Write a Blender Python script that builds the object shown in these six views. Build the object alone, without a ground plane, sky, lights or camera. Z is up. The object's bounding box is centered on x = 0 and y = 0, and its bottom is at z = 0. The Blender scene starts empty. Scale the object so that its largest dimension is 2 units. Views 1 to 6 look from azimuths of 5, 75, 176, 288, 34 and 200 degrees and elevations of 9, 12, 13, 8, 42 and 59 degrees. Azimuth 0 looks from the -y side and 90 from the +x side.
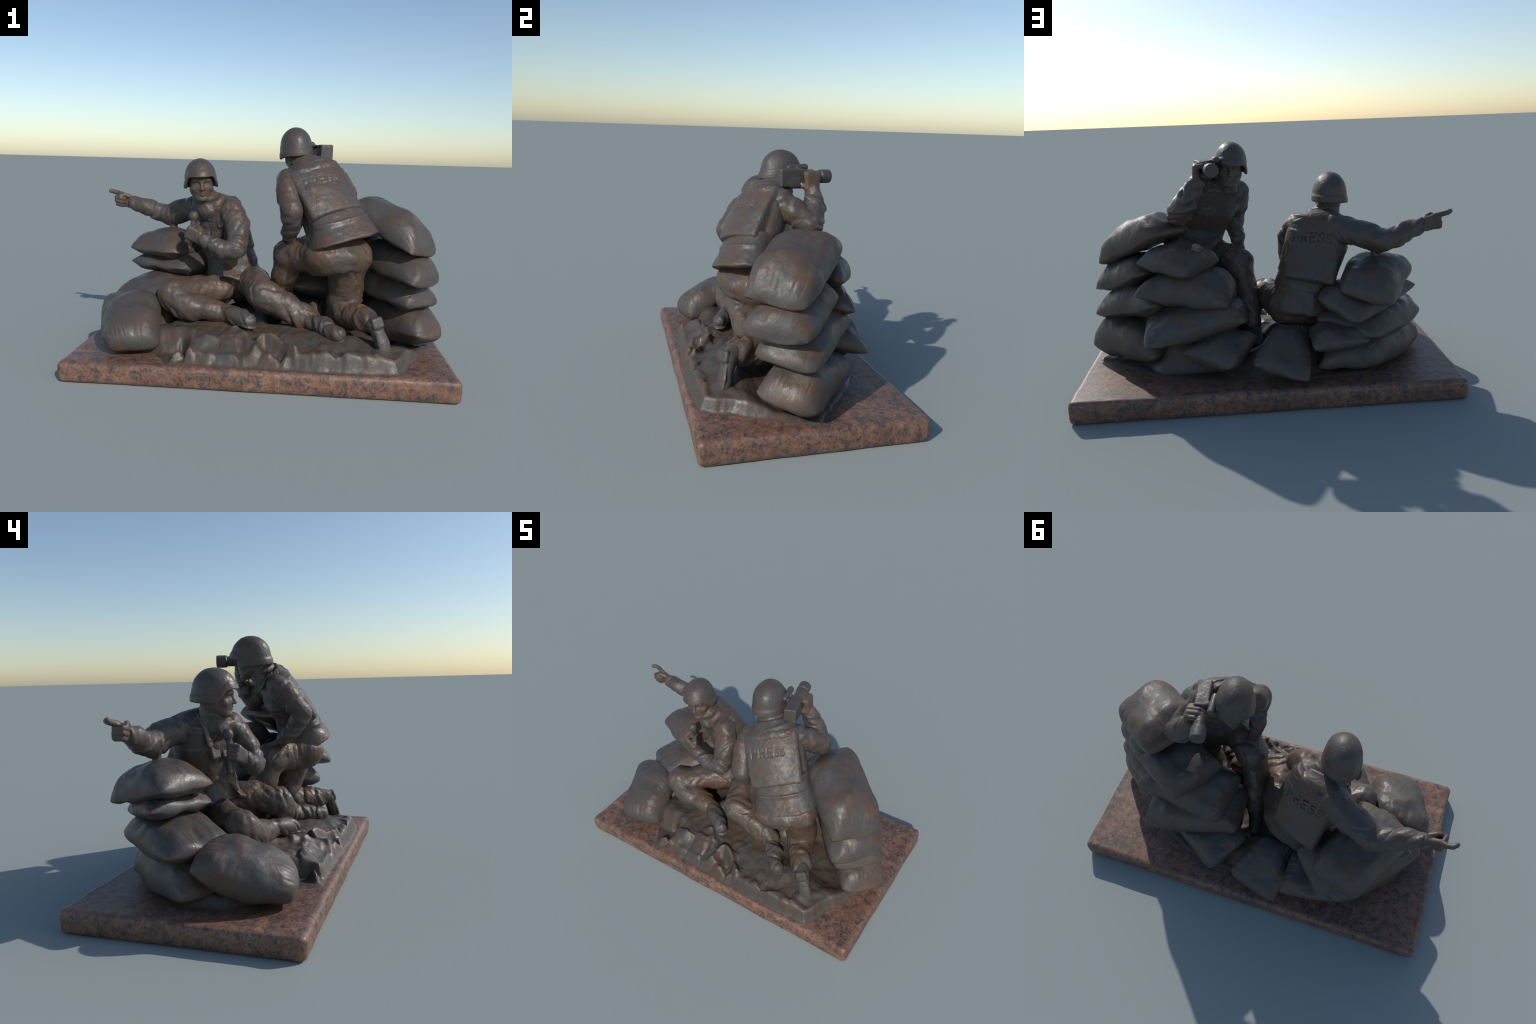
# Bronze monument: two press reporters among sandbags, on a granite slab.
import bpy, math
import numpy as np

V = lambda *a: np.array(a, dtype=float)
def unit(v):
    v = np.asarray(v, float)
    return v / np.linalg.norm(v)

# ------------------------------------------------------------------ noise
def _hash(ix, iy, iz, seed):
    h = (ix.astype(np.int64) * 374761393 + iy.astype(np.int64) * 668265263
         + iz.astype(np.int64) * 2147483647 + seed * 1274126177) & 0xffffffff
    h = ((h ^ (h >> 13)) * 1274126177) & 0xffffffff
    h = h ^ (h >> 16)
    return (h & 0xffff).astype(np.float32) / 32767.5 - 1.0

def noise3(x, y, z, seed=0):
    fx, fy, fz = np.floor(x), np.floor(y), np.floor(z)
    ix, iy, iz = fx.astype(np.int64), fy.astype(np.int64), fz.astype(np.int64)
    tx, ty, tz = x - fx, y - fy, z - fz
    tx = tx * tx * (3 - 2 * tx); ty = ty * ty * (3 - 2 * ty); tz = tz * tz * (3 - 2 * tz)
    out = 0.0
    for a in (0, 1):
        wx = tx if a else 1 - tx
        for b in (0, 1):
            wy = ty if b else 1 - ty
            for c in (0, 1):
                wz = tz if c else 1 - tz
                out = out + wx * wy * wz * _hash(ix + a, iy + b, iz + c, seed)
    return out

def fbm(x, y, z, seed=0, octaves=3, gain=0.5):
    s, a = 0.0, 1.0
    for o in range(octaves):
        s = s + a * noise3(x * 2 ** o, y * 2 ** o, z * 2 ** o, seed + 17 * o)
        a *= gain
    return s

def smoothstep(a, b, x):
    t = np.clip((x - a) / (b - a), 0, 1)
    return t * t * (3 - 2 * t)

# ------------------------------------------------------------------ implicit solids
class Solid:
    """A sampled distance field into which rounded primitives are blended."""
    def __init__(self, lo, hi, h):
        self.lo = np.array(lo, float); self.h = h
        self.n = np.ceil((np.array(hi, float) - self.lo) / h).astype(int) + 1
        self.d = np.full(self.n, 0.5, np.float32)
        self.lab = np.zeros(self.n, np.int8)

    def window(self, lo, hi, margin):
        a = np.floor((np.array(lo) - margin - self.lo) / self.h).astype(int)
        b = np.ceil((np.array(hi) + margin - self.lo) / self.h).astype(int) + 1
        a = np.clip(a, 0, self.n); b = np.clip(b, 0, self.n)
        sl = tuple(slice(i, j) for i, j in zip(a, b))
        ax = [self.lo[i] + self.h * np.arange(a[i], b[i]) for i in range(3)]
        X, Y, Z = np.meshgrid(*ax, indexing='ij')
        return sl, X.astype(np.float32), Y.astype(np.float32), Z.astype(np.float32)

    def add(self, prim, k=0.015, label=0):
        sl, X, Y, Z = self.window(prim.lo, prim.hi, 0.022 + k)
        if X.size == 0: return
        d = prim(X, Y, Z).astype(np.float32)
        old = self.d[sl]
        near = d < old
        if k > 0:
            hh = np.maximum(k - np.abs(old - d), 0) / k
            new = np.minimum(old, d) - hh * hh * k * 0.25
        else:
            new = np.minimum(old, d)
        self.d[sl] = new
        L = self.lab[sl]; L[near] = label

    def cut(self, prim, k=0.004):
        sl, X, Y, Z = self.window(prim.lo, prim.hi, 0.012 + k)
        if X.size == 0: return
        d = -prim(X, Y, Z).astype(np.float32)
        old = self.d[sl]
        if k > 0:
            hh = np.maximum(k - np.abs(old - d), 0) / k
            self.d[sl] = np.maximum(old, d) + hh * hh * k * 0.25
        else:
            self.d[sl] = np.maximum(old, d)

    def surface(self, smooth=2):
        d, h = self.d, self.h
        s = d < 0
        off = [(i, j, k) for i in (0, 1) for j in (0, 1) for k in (0, 1)]
        m = [x - 1 for x in d.shape]
        cut = lambda A, o: A[o[0]:o[0] + m[0], o[1]:o[1] + m[1], o[2]:o[2] + m[2]]
        cnt = sum(cut(s, o).astype(np.int8) for o in off)
        act = (cnt > 0) & (cnt < 8)
        cells = np.argwhere(act)
        idx = np.full(act.shape, -1, np.int64)
        idx[act] = np.arange(len(cells))
        vals = {o: d[cells[:, 0] + o[0], cells[:, 1] + o[1], cells[:, 2] + o[2]] for o in off}
        acc = np.zeros((len(cells), 3)); num = np.zeros(len(cells))
        for a in off:
            for ax in range(3):
                if a[ax] == 1: continue
                b = list(a); b[ax] = 1; b = tuple(b)
                va, vb = vals[a], vals[b]
                cr = (va < 0) != (vb < 0)
                t = np.where(cr, va / np.where(cr, va - vb, 1), 0)
                p = np.tile(np.array(a, float), (len(cells), 1)); p[:, ax] = t
                acc += p * cr[:, None]; num += cr
        verts = self.lo + h * (cells + acc / np.maximum(num, 1)[:, None])
        faces = []
        for ax in range(3):
            u, v = (ax + 1) % 3, (ax + 2) % 3
            s0 = np.take(s, range(0, d.shape[ax] - 1), axis=ax)
            s1 = np.take(s, range(1, d.shape[ax]), axis=ax)
            e = np.argwhere(s0 != s1)
            e = e[(e[:, u] > 0) & (e[:, v] > 0) & (e[:, u] < m[u]) & (e[:, v] < m[v])]
            flip = ~s0[e[:, 0], e[:, 1], e[:, 2]]
            q = []
            for du, dv in ((1, 1), (0, 1), (0, 0), (1, 0)):
                c = e.copy(); c[:, u] -= du; c[:, v] -= dv
                q.append(idx[c[:, 0], c[:, 1], c[:, 2]])
            q = np.stack(q, 1)
            q[flip] = q[flip][:, ::-1]
            faces.append(q)
        faces = np.concatenate(faces)
        lab = self.lab[cells[:, 0], cells[:, 1], cells[:, 2]]
        verts = relax(verts, faces, smooth)
        return verts, faces, lab

def relax(verts, faces, n):
    if n == 0: return verts
    a = faces.ravel(); b = np.roll(faces, -1, 1).ravel()
    N = len(verts)
    deg = np.bincount(a, minlength=N) + np.bincount(b, minlength=N)
    for it in range(n):
        for lam in (0.5, -0.35):
            s = np.zeros((N, 3))
            for i in range(3):
                s[:, i] = np.bincount(a, verts[b, i], N) + np.bincount(b, verts[a, i], N)
            verts = verts + lam * (s / np.maximum(deg, 1)[:, None] - verts)
    return verts

def vnormals(verts, faces):
    n = np.cross(verts[faces[:, 2]] - verts[faces[:, 0]], verts[faces[:, 3]] - verts[faces[:, 1]])
    out = np.zeros_like(verts)
    for i in range(4):
        for c in range(3):
            out[:, c] += np.bincount(faces[:, i], n[:, c], len(verts))
    return out / np.maximum(np.linalg.norm(out, axis=1), 1e-12)[:, None]

class Prim:
    fold = None
    def wrinkle(self, d, X, Y, Z):
        """cloth folds: ridged noise squeezed along the limb's direction"""
        if self.fold is None: return d
        amp, axis, along, across, seed = self.fold
        ax = unit(axis)
        amp = amp * 1.3
        near = np.abs(d) < amp * 3 + 0.012
        x, y, z = X[near].astype(float), Y[near].astype(float), Z[near].astype(float)
        a = x * ax[0] + y * ax[1] + z * ax[2]
        wob = 0.035 * noise3(x * 11, y * 11, z * 11, seed + 5)
        a = a + wob
        e1 = unit(np.cross(ax, (0.31, 0.2, 0.93) if abs(ax[2]) < .8 else (1, .2, .1))); e2 = np.cross(ax, e1)
        l1 = x * e1[0] + y * e1[1] + z * e1[2]; l2 = x * e2[0] + y * e2[1] + z * e2[2]
        n1 = noise3((a + .8 * l1) * along * .62, (l1 - .3 * a) * across * .7, l2 * across, seed)
        n2 = noise3((a - .9 * l2) * along * .75 + 3, l1 * across, (l2 + .3 * a) * across, seed + 9)
        n3 = noise3(x * 13, y * 13, z * 13, seed + 23)
        f = 2.0 * np.abs(n1) + 1.4 * np.abs(n2) + .7 * n3 - .75
        d = d.copy(); d[near] -= amp * f
        return d
    def folds(self, amp, axis, along=24, across=9, seed=1):
        self.fold = (amp, axis, along, across, seed); return self

def catmull(pts, sub):
    pts = np.array(pts, float)
    P = np.vstack([2 * pts[0] - pts[1], pts, 2 * pts[-1] - pts[-2]])
    out = []
    for i in range(1, len(P) - 2):
        for t in np.linspace(0, 1, sub, endpoint=False):
            a, b, c, e = P[i - 1], P[i], P[i + 1], P[i + 2]
            out.append(0.5 * (2 * b + (c - a) * t + (2 * a - 5 * b + 4 * c - e) * t * t + (3 * b - a - 3 * c + e) * t ** 3))
    out.append(pts[-1])
    return np.array(out)

class Limb(Prim):
    """tapered tube through points (x,y,z,radius), optionally flattened along a direction"""
    def __init__(self, pts, sub=1, flat=None):
        p = np.array(pts, float)
        if sub > 1 and len(p) > 2: p = catmull(p, sub)
        self.p = p
        self.flat = None if flat is None else (unit(flat[0]), flat[1])
        r = p[:, 3].max() * (1.0 if flat is None else max(1, 1 / flat[1]))
        self.lo = p[:, :3].min(0) - r; self.hi = p[:, :3].max(0) + r
    def __call__(self, X, Y, Z):
        best = None
        for A, B in zip(self.p[:-1], self.p[1:]):
            ab = B[:3] - A[:3]; L = max(ab @ ab, 1e-9)
            x, y, z = X - A[0], Y - A[1], Z - A[2]
            t = np.clip((x * ab[0] + y * ab[1] + z * ab[2]) / L, 0, 1)
            x, y, z = x - t * ab[0], y - t * ab[1], z - t * ab[2]
            q = x * x + y * y + z * z
            if self.flat is not None:
                f, s = self.flat
                c = x * f[0] + y * f[1] + z * f[2]
                q = q + c * c * (1 / (s * s) - 1)
            d = np.sqrt(q) - (A[3] + t * (B[3] - A[3]))
            best = d if best is None else np.minimum(best, d)
        return self.wrinkle(best, X, Y, Z)

class Ball(Prim):
    """ellipsoid; axes are three orthonormal directions"""
    def __init__(self, c, r, axes=None):
        self.c = np.array(c, float)
        self.r = np.array(r if hasattr(r, '__len__') else (r, r, r), float)
        self.A = np.eye(3) if axes is None else np.array([unit(a) for a in axes])
        m = self.r.max()
        self.lo = self.c - m; self.hi = self.c + m
    def __call__(self, X, Y, Z):
        x, y, z = X - self.c[0], Y - self.c[1], Z - self.c[2]
        q = [(x * a[0] + y * a[1] + z * a[2]) for a in self.A]
        k0 = np.sqrt(sum((c / r) ** 2 for c, r in zip(q, self.r)))
        k1 = np.sqrt(sum((c / r ** 2) ** 2 for c, r in zip(q, self.r))) + 1e-9
        return self.wrinkle(k0 * (k0 - 1) / k1, X, Y, Z)

class Box(Prim):
    """rounded box; bend curves it away along axis 2 with growing |axis 0|; taper widens along axis 1"""
    def __init__(self, c, half, axes, r=0.01, bend=0.0, taper=0.0, bend1=0.0):
        self.c = np.array(c, float); self.half = np.array(half, float); self.rr = r
        self.A = np.array([unit(a) for a in axes]); self.bend = bend; self.taper = taper; self.bend1 = bend1
        m = np.linalg.norm(self.half) + 0.01
        self.lo = self.c - m; self.hi = self.c + m
    def __call__(self, X, Y, Z):
        x, y, z = X - self.c[0], Y - self.c[1], Z - self.c[2]
        q = [(x * a[0] + y * a[1] + z * a[2]) for a in self.A]
        q[2] = q[2] + self.bend * q[0] ** 2 + self.bend1 * q[1] ** 2
        w = 1 + self.taper * q[1] / self.half[1]
        e = [np.abs(q[0] / w) - self.half[0] + self.rr, np.abs(q[1]) - self.half[1] + self.rr, np.abs(q[2]) - self.half[2] + self.rr]
        out = np.sqrt(sum(np.maximum(i, 0) ** 2 for i in e))
        ins = np.minimum(np.maximum(np.maximum(e[0], e[1]), e[2]), 0)
        return self.wrinkle(out + ins - self.rr, X, Y, Z)

class Loft(Prim):
    """trunk through sections (centre, half width, half depth) with given side and front directions"""
    def __init__(self, secs, side, power=2.4, rnd=0.012):
        self.c = np.array([s[0] for s in secs], float)
        self.w = np.array([s[1:3] for s in secs], float)
        self.side = unit(side); self.n = power; self.rnd = rnd
        m = self.w.max()
        self.lo = self.c.min(0) - m; self.hi = self.c.max(0) + m
    def __call__(self, X, Y, Z):
        best = None; K = len(self.c) - 1
        for i in range(K):
            A, B = self.c[i], self.c[i + 1]
            ab = B - A; L = np.linalg.norm(ab); u = ab / L
            s = unit(self.side - u * (self.side @ u)); f = np.cross(u, s)
            x, y, z = X - A[0], Y - A[1], Z - A[2]
            a = x * u[0] + y * u[1] + z * u[2]
            t = np.clip(a / L, 0, 1)
            p = x * s[0] + y * s[1] + z * s[2]; q = x * f[0] + y * f[1] + z * f[2]
            w = self.w[i][0] + t * (self.w[i + 1][0] - self.w[i][0]) - self.rnd
            e = self.w[i][1] + t * (self.w[i + 1][1] - self.w[i][1]) - self.rnd
            g = (np.abs(p / w) ** self.n + np.abs(q / e) ** self.n) ** (1 / self.n)
            d2 = (g - 1) * np.minimum(w, e)
            ex = np.maximum(-a - (0.02 if i > 0 else 0), a - L - (0.02 if i < K - 1 else 0))   # inner joints overlap
            d = np.sqrt(np.maximum(d2, 0) ** 2 + np.maximum(ex, 0) ** 2) + np.minimum(np.maximum(d2, ex), 0)
            best = d if best is None else np.minimum(best, d)
        return self.wrinkle(best - self.rnd, X, Y, Z)

# ------------------------------------------------------------------ objects
TOP = bpy.data.objects.new("reporters_monument", None)
bpy.context.scene.collection.objects.link(TOP)
TOP["label"] = "dark bronze statue of two press reporters behind sandbags on a red granite slab"
TOP["category"] = "bronze statue"

def make_object(name, verts, faces, mat, parent=None, normals=None, origin=None):
    me = bpy.data.meshes.new(name)
    verts = np.asarray(verts, float)
    if origin is not None: verts = verts - np.asarray(origin)
    faces = np.asarray(faces)
    k = faces.shape[1]
    me.vertices.add(len(verts)); me.vertices.foreach_set("co", verts.astype(np.float32).ravel())
    me.loops.add(faces.size); me.loops.foreach_set("vertex_index", faces.astype(np.int32).ravel())
    me.polygons.add(len(faces))
    me.polygons.foreach_set("loop_start", np.arange(0, faces.size, k, dtype=np.int32))
    me.polygons.foreach_set("loop_total", np.full(len(faces), k, np.int32))
    me.update(calc_edges=True); me.validate()
    me.polygons.foreach_set("use_smooth", np.ones(len(me.polygons), bool))
    if normals is not None:
        me.normals_split_custom_set_from_vertices([tuple(n) for n in normals])
    me.materials.append(mat)
    ob = bpy.data.objects.new(name, me)
    bpy.context.scene.collection.objects.link(ob)
    ob.parent = parent or TOP
    if origin is not None: ob.location = tuple(origin)
    return ob

def roughen(verts, faces, amp=0.0016, freq=26, seed=3):
    n = vnormals(verts, faces)
    x, y, z = verts.T * freq
    return verts + n * (amp * fbm(x, y, z, seed, 3, 0.55))[:, None]

def solid_object(name, sol, mat, parent=None, smooth=2, rough=0.0018, seed=3):
    v, f, _ = sol.surface(smooth)
    if rough: v = roughen(v, f, rough, seed=seed)
    return make_object(name, v, f, mat, parent)

def split_object(names, sol, mats, smooth=2, rough=0.0024, seed=3):
    """one smooth surface, its faces separated by region; borders share vertices and normals"""
    v, f, lab = sol.surface(smooth)
    v = roughen(v, f, rough, seed=seed)
    n = vnormals(v, f)
    fl = lab[f]
    face_lab = np.sort(fl, axis=1)[:, 1]
    obs = []
    for i, nm in enumerate(names):
        q = f[face_lab == i]
        if len(q) == 0: obs.append(None); continue
        u, inv = np.unique(q, return_inverse=True)
        obs.append(make_object(nm, v[u], inv.reshape(-1, 4), mats[i], None, n[u]))
    return obs

# ------------------------------------------------------------------ materials
def nodes_of(name):
    m = bpy.data.materials.new(name); m.use_nodes = True
    nt = m.node_tree
    return m, nt, nt.nodes["Principled BSDF"]

def bronze(name, grey, brown, bias=0.5, rough=0.40, wear=0.5):
    """patinated cast bronze: dull grey and brown patches, darker blotches, rubbed warm ridges"""
    m, nt, bs = nodes_of(name)
    N, Lk = nt.nodes, nt.links
    tc = N.new("ShaderNodeTexCoord")
    def nz(scale, detail, rg, dist=0.0):
        t = N.new("ShaderNodeTexNoise"); t.inputs["Scale"].default_value = scale
        t.inputs["Detail"].default_value = detail; t.inputs["Roughness"].default_value = rg
        t.inputs["Distortion"].default_value = dist
        Lk.new(tc.outputs["Object"], t.inputs["Vector"]); return t.outputs["Fac"]
    def ramp(src, p0, p1, c0=(0, 0, 0, 1), c1=(1, 1, 1, 1)):
        r = N.new("ShaderNodeValToRGB"); r.color_ramp.elements[0].position = p0; r.color_ramp.elements[1].position = p1
        r.color_ramp.elements[0].color = c0; r.color_ramp.elements[1].color = c1
        Lk.new(src, r.inputs["Fac"]); return r.outputs["Color"]
    def mix(fac, a, b, mode='MIX', f=None):
        x = N.new("ShaderNodeMix"); x.data_type = 'RGBA'; x.blend_type = mode
        if f is not None: x.inputs[0].default_value = f
        else: Lk.new(fac, x.inputs[0])
        for s, c in ((x.inputs[6], a), (x.inputs[7], b)):
            if isinstance(c, tuple): s.default_value = c
            else: Lk.new(c, s)
        return x.outputs[2]
    patch = ramp(nz(7, 7, 0.66, 0.8), bias - 0.10, bias + 0.14)
    col = mix(patch, (*grey, 1), (*brown, 1))
    streak = ramp(nz(30, 5, 0.65, 1.6), 0.50, 0.72)
    col = mix(streak, col, mix(None, col, (brown[0] * 1.5, brown[1] * 1.25, brown[2] * 1.1, 1), f=0.6))
    slate = ramp(nz(19, 6, 0.7, 0.5), 0.55, 0.72)
    col = mix(slate, col, mix(None, col, (grey[0] * .62, grey[1] * .68, grey[2] * .78, 1), f=0.75))
    geo = N.new("ShaderNodeNewGeometry")
    ridge = ramp(geo.outputs["Pointiness"], 0.508, 0.56)
    rub = N.new("ShaderNodeMath"); rub.operation = 'MULTIPLY'
    Lk.new(ridge, rub.inputs[0]); Lk.new(ramp(nz(12, 4, 0.6), 0.42, 0.62, (0, 0, 0, 1), (wear,) * 3 + (1,)), rub.inputs[1])
    col = mix(rub.outputs[0], col, (0.26, 0.165, 0.115, 1))
    Lk.new(col, bs.inputs["Base Color"])
    rr = ramp(nz(16, 5, 0.65), 0.32, 0.68, (rough - 0.10,) * 3 + (1,), (rough + 0.20,) * 3 + (1,))
    Lk.new(rr, bs.inputs["Roughness"])
    bs.inputs["Specular IOR Level"].default_value = 0.42
    bp = N.new("ShaderNodeBump"); bp.inputs["Strength"].default_value = 0.45; bp.inputs["Distance"].default_value = 0.005
    Lk.new(nz(48, 6, 0.62, 0.4), bp.inputs["Height"]); Lk.new(bp.outputs["Normal"], bs.inputs["Normal"])
    return m

GREY, BROWN = (0.065, 0.064, 0.062), (0.096, 0.055, 0.034)
M_BAG = bronze("bronze_sandbag", GREY, BROWN, 0.54)
M_COAT = bronze("bronze_coat", GREY, BROWN, 0.53)
M_TROUSER = bronze("bronze_trousers", (0.073, 0.067, 0.062), (0.106, 0.061, 0.039), 0.48, 0.37, 0.6)
M_GROUND = bronze("bronze_ground", (0.062, 0.059, 0.055), (0.082, 0.051, 0.034), 0.49)
M_SKIN = bronze("bronze_skin", (0.080, 0.072, 0.066), (0.100, 0.060, 0.041), 0.5)
M_BOOT = bronze("bronze_boot", (0.066, 0.062, 0.058), (0.078, 0.052, 0.037), 0.53)
M_GEAR = bronze("bronze_gear", (0.064, 0.062, 0.061), (0.074, 0.053, 0.041), 0.56)

def granite():
    m, nt, bs = nodes_of("red_granite")
    N, Lk = nt.nodes, nt.links
    tc = N.new("ShaderNodeTexCoord")
    def tex(kind, scale, **kw):
        t = N.new(kind); t.inputs["Scale"].default_value = scale
        for k, v in kw.items(): t.inputs[k].default_value = v
        Lk.new(tc.outputs["Object"], t.inputs["Vector"]); return t
    def ramp(src, stops):
        r = N.new("ShaderNodeValToRGB"); e = r.color_ramp.elements
        while len(e) < len(stops): e.new(0.5)
        for el, (p, c) in zip(e, stops): el.position = p; el.color = (*c, 1)
        Lk.new(src, r.inputs["Fac"]); return r.outputs["Color"]
    def mix(fac, a, b, mode='MIX', f=None):
        x = N.new("ShaderNodeMix"); x.data_type = 'RGBA'; x.blend_type = mode
        if f is not None: x.inputs[0].default_value = f
        else: Lk.new(fac, x.inputs[0])
        for s, c in ((x.inputs[6], a), (x.inputs[7], b)):
            if isinstance(c, tuple): s.default_value = c
            else: Lk.new(c, s)
        return x.outputs[2]
    red = ramp(tex("ShaderNodeTexNoise", 26, Detail=6, Roughness=0.7).outputs["Fac"],
               [(0.30, (0.125, 0.063, 0.043)), (0.5, (0.25, 0.124, 0.078)), (0.70, (0.31, 0.185, 0.13))])
    grey = ramp(tex("ShaderNodeTexNoise", 60, Detail=4, Roughness=0.65).outputs["Fac"],
                [(0.38, (0.028, 0.028, 0.029)), (0.66, (0.135, 0.136, 0.138))])
    mask = ramp(tex("ShaderNodeTexNoise", 22, Detail=9, Roughness=0.8, Distortion=0.4).outputs["Fac"],
                [(0.50, (0, 0, 0)), (0.56, (1, 1, 1))])
    col = mix(mask, red, mix(None, red, grey, f=0.85))
    big = ramp(tex("ShaderNodeTexNoise", 4, Detail=4).outputs["Fac"], [(0.35, (0.66, 0.66, 0.68)), (0.65, (1, 1, 1))])
    col = mix(None, col, big, 'MULTIPLY', f=0.8)
    speck = ramp(tex("ShaderNodeTexNoise", 75, Detail=5, Roughness=0.75).outputs["Fac"], [(0.36, (0.3, 0.3, 0.33)), (0.5, (1, 1, 1))])
    col = mix(None, col, speck, 'MULTIPLY', f=0.7)
    Lk.new(col, bs.inputs["Base Color"])
    bs.inputs["Roughness"].default_value = 0.48
    bp = N.new("ShaderNodeBump"); bp.inputs["Strength"].default_value = 0.15; bp.inputs["Distance"].default_value = 0.003
    Lk.new(tex("ShaderNodeTexNoise", 45, Detail=4).outputs["Fac"], bp.inputs["Height"])
    Lk.new(bp.outputs["Normal"], bs.inputs["Normal"])
    return m
M_GRANITE = granite()

# ------------------------------------------------------------------ granite slab
def build_plinth():
    # rounded slab: cross-section inset profile swept round a rectangle with rounded corners
    prof = [(0.0, 0.016), (0.004, 0.009), (0.012, 0.003), (0.030, 0.0), (0.060, 0.0), (0.086, 0.001), (0.097, 0.004), (0.1045, 0.010), (0.109, 0.019), (0.1105, 0.030)]
    hx, hy, rc = 1.0, 0.55, 0.03
    ring = []
    for sx, sy, a0 in ((1, 1, 0), (-1, 1, 90), (-1, -1, 180), (1, -1, 270)):
        for a in np.linspace(0, 90, 9):
            t = math.radians(a0 + a)
            ring.append((sx * (hx - rc), sy * (hy - rc), math.cos(t), math.sin(t)))
    # subdivide straight runs
    pts = []
    for i, p in enumerate(ring):
        q = ring[(i + 1) % len(ring)]
        pts.append(p)
        L = math.hypot(q[0] - p[0], q[1] - p[1])
        n = int(L / 0.02)
        for k in range(1, n):
            t = k / n
            pts.append(tuple(p[j] + t * (q[j] - p[j]) for j in range(4)))
    pts = np.array(pts); n = len(pts)
    verts, faces = [], []
    for z, inset in prof:
        r = rc - inset
        P = np.stack([pts[:, 0] + pts[:, 2] * r, pts[:, 1] + pts[:, 3] * r, np.full(n, z)], 1)
        if z > 0.02:
            tilt = 1 + 0.06 * pts[:, 0] + 0.02 * pts[:, 1]
            P[:, 2] = z * tilt
        w = 0.0022 * fbm(P[:, 0] * 9, P[:, 1] * 9, P[:, 2] * 12, 4)
        P[:, :2] += (pts[:, 2:] * w[:, None]) * (1 if z > 0 else 0.6)
        if z > 0.08: P[:, 2] += 0.0015 * fbm(P[:, 0] * 12, P[:, 1] * 12, P[:, 2] * 0, 8)
        verts.append(P)
    verts = np.concatenate(verts)
    for k in range(len(prof) - 1):
        for i in range(n):
            j = (i + 1) % n
            faces.append((k * n + i, k * n + j, (k + 1) * n + j, (k + 1) * n + i))
    vl = [tuple(v) for v in verts]
    me = bpy.data.meshes.new("plinth")
    top = list(range((len(prof) - 1) * n, len(prof) * n)); bot = list(range(n))[::-1]
    me.from_pydata(vl, [], [tuple(f) for f in faces] + [tuple(top), tuple(bot)])
    me.validate(); me.update()
    for p in me.polygons: p.use_smooth = len(p.vertices) == 4
    me.materials.append(M_GRANITE)
    ob = bpy.data.objects.new("plinth", me); bpy.context.scene.collection.objects.link(ob); ob.parent = TOP
build_plinth()

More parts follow.
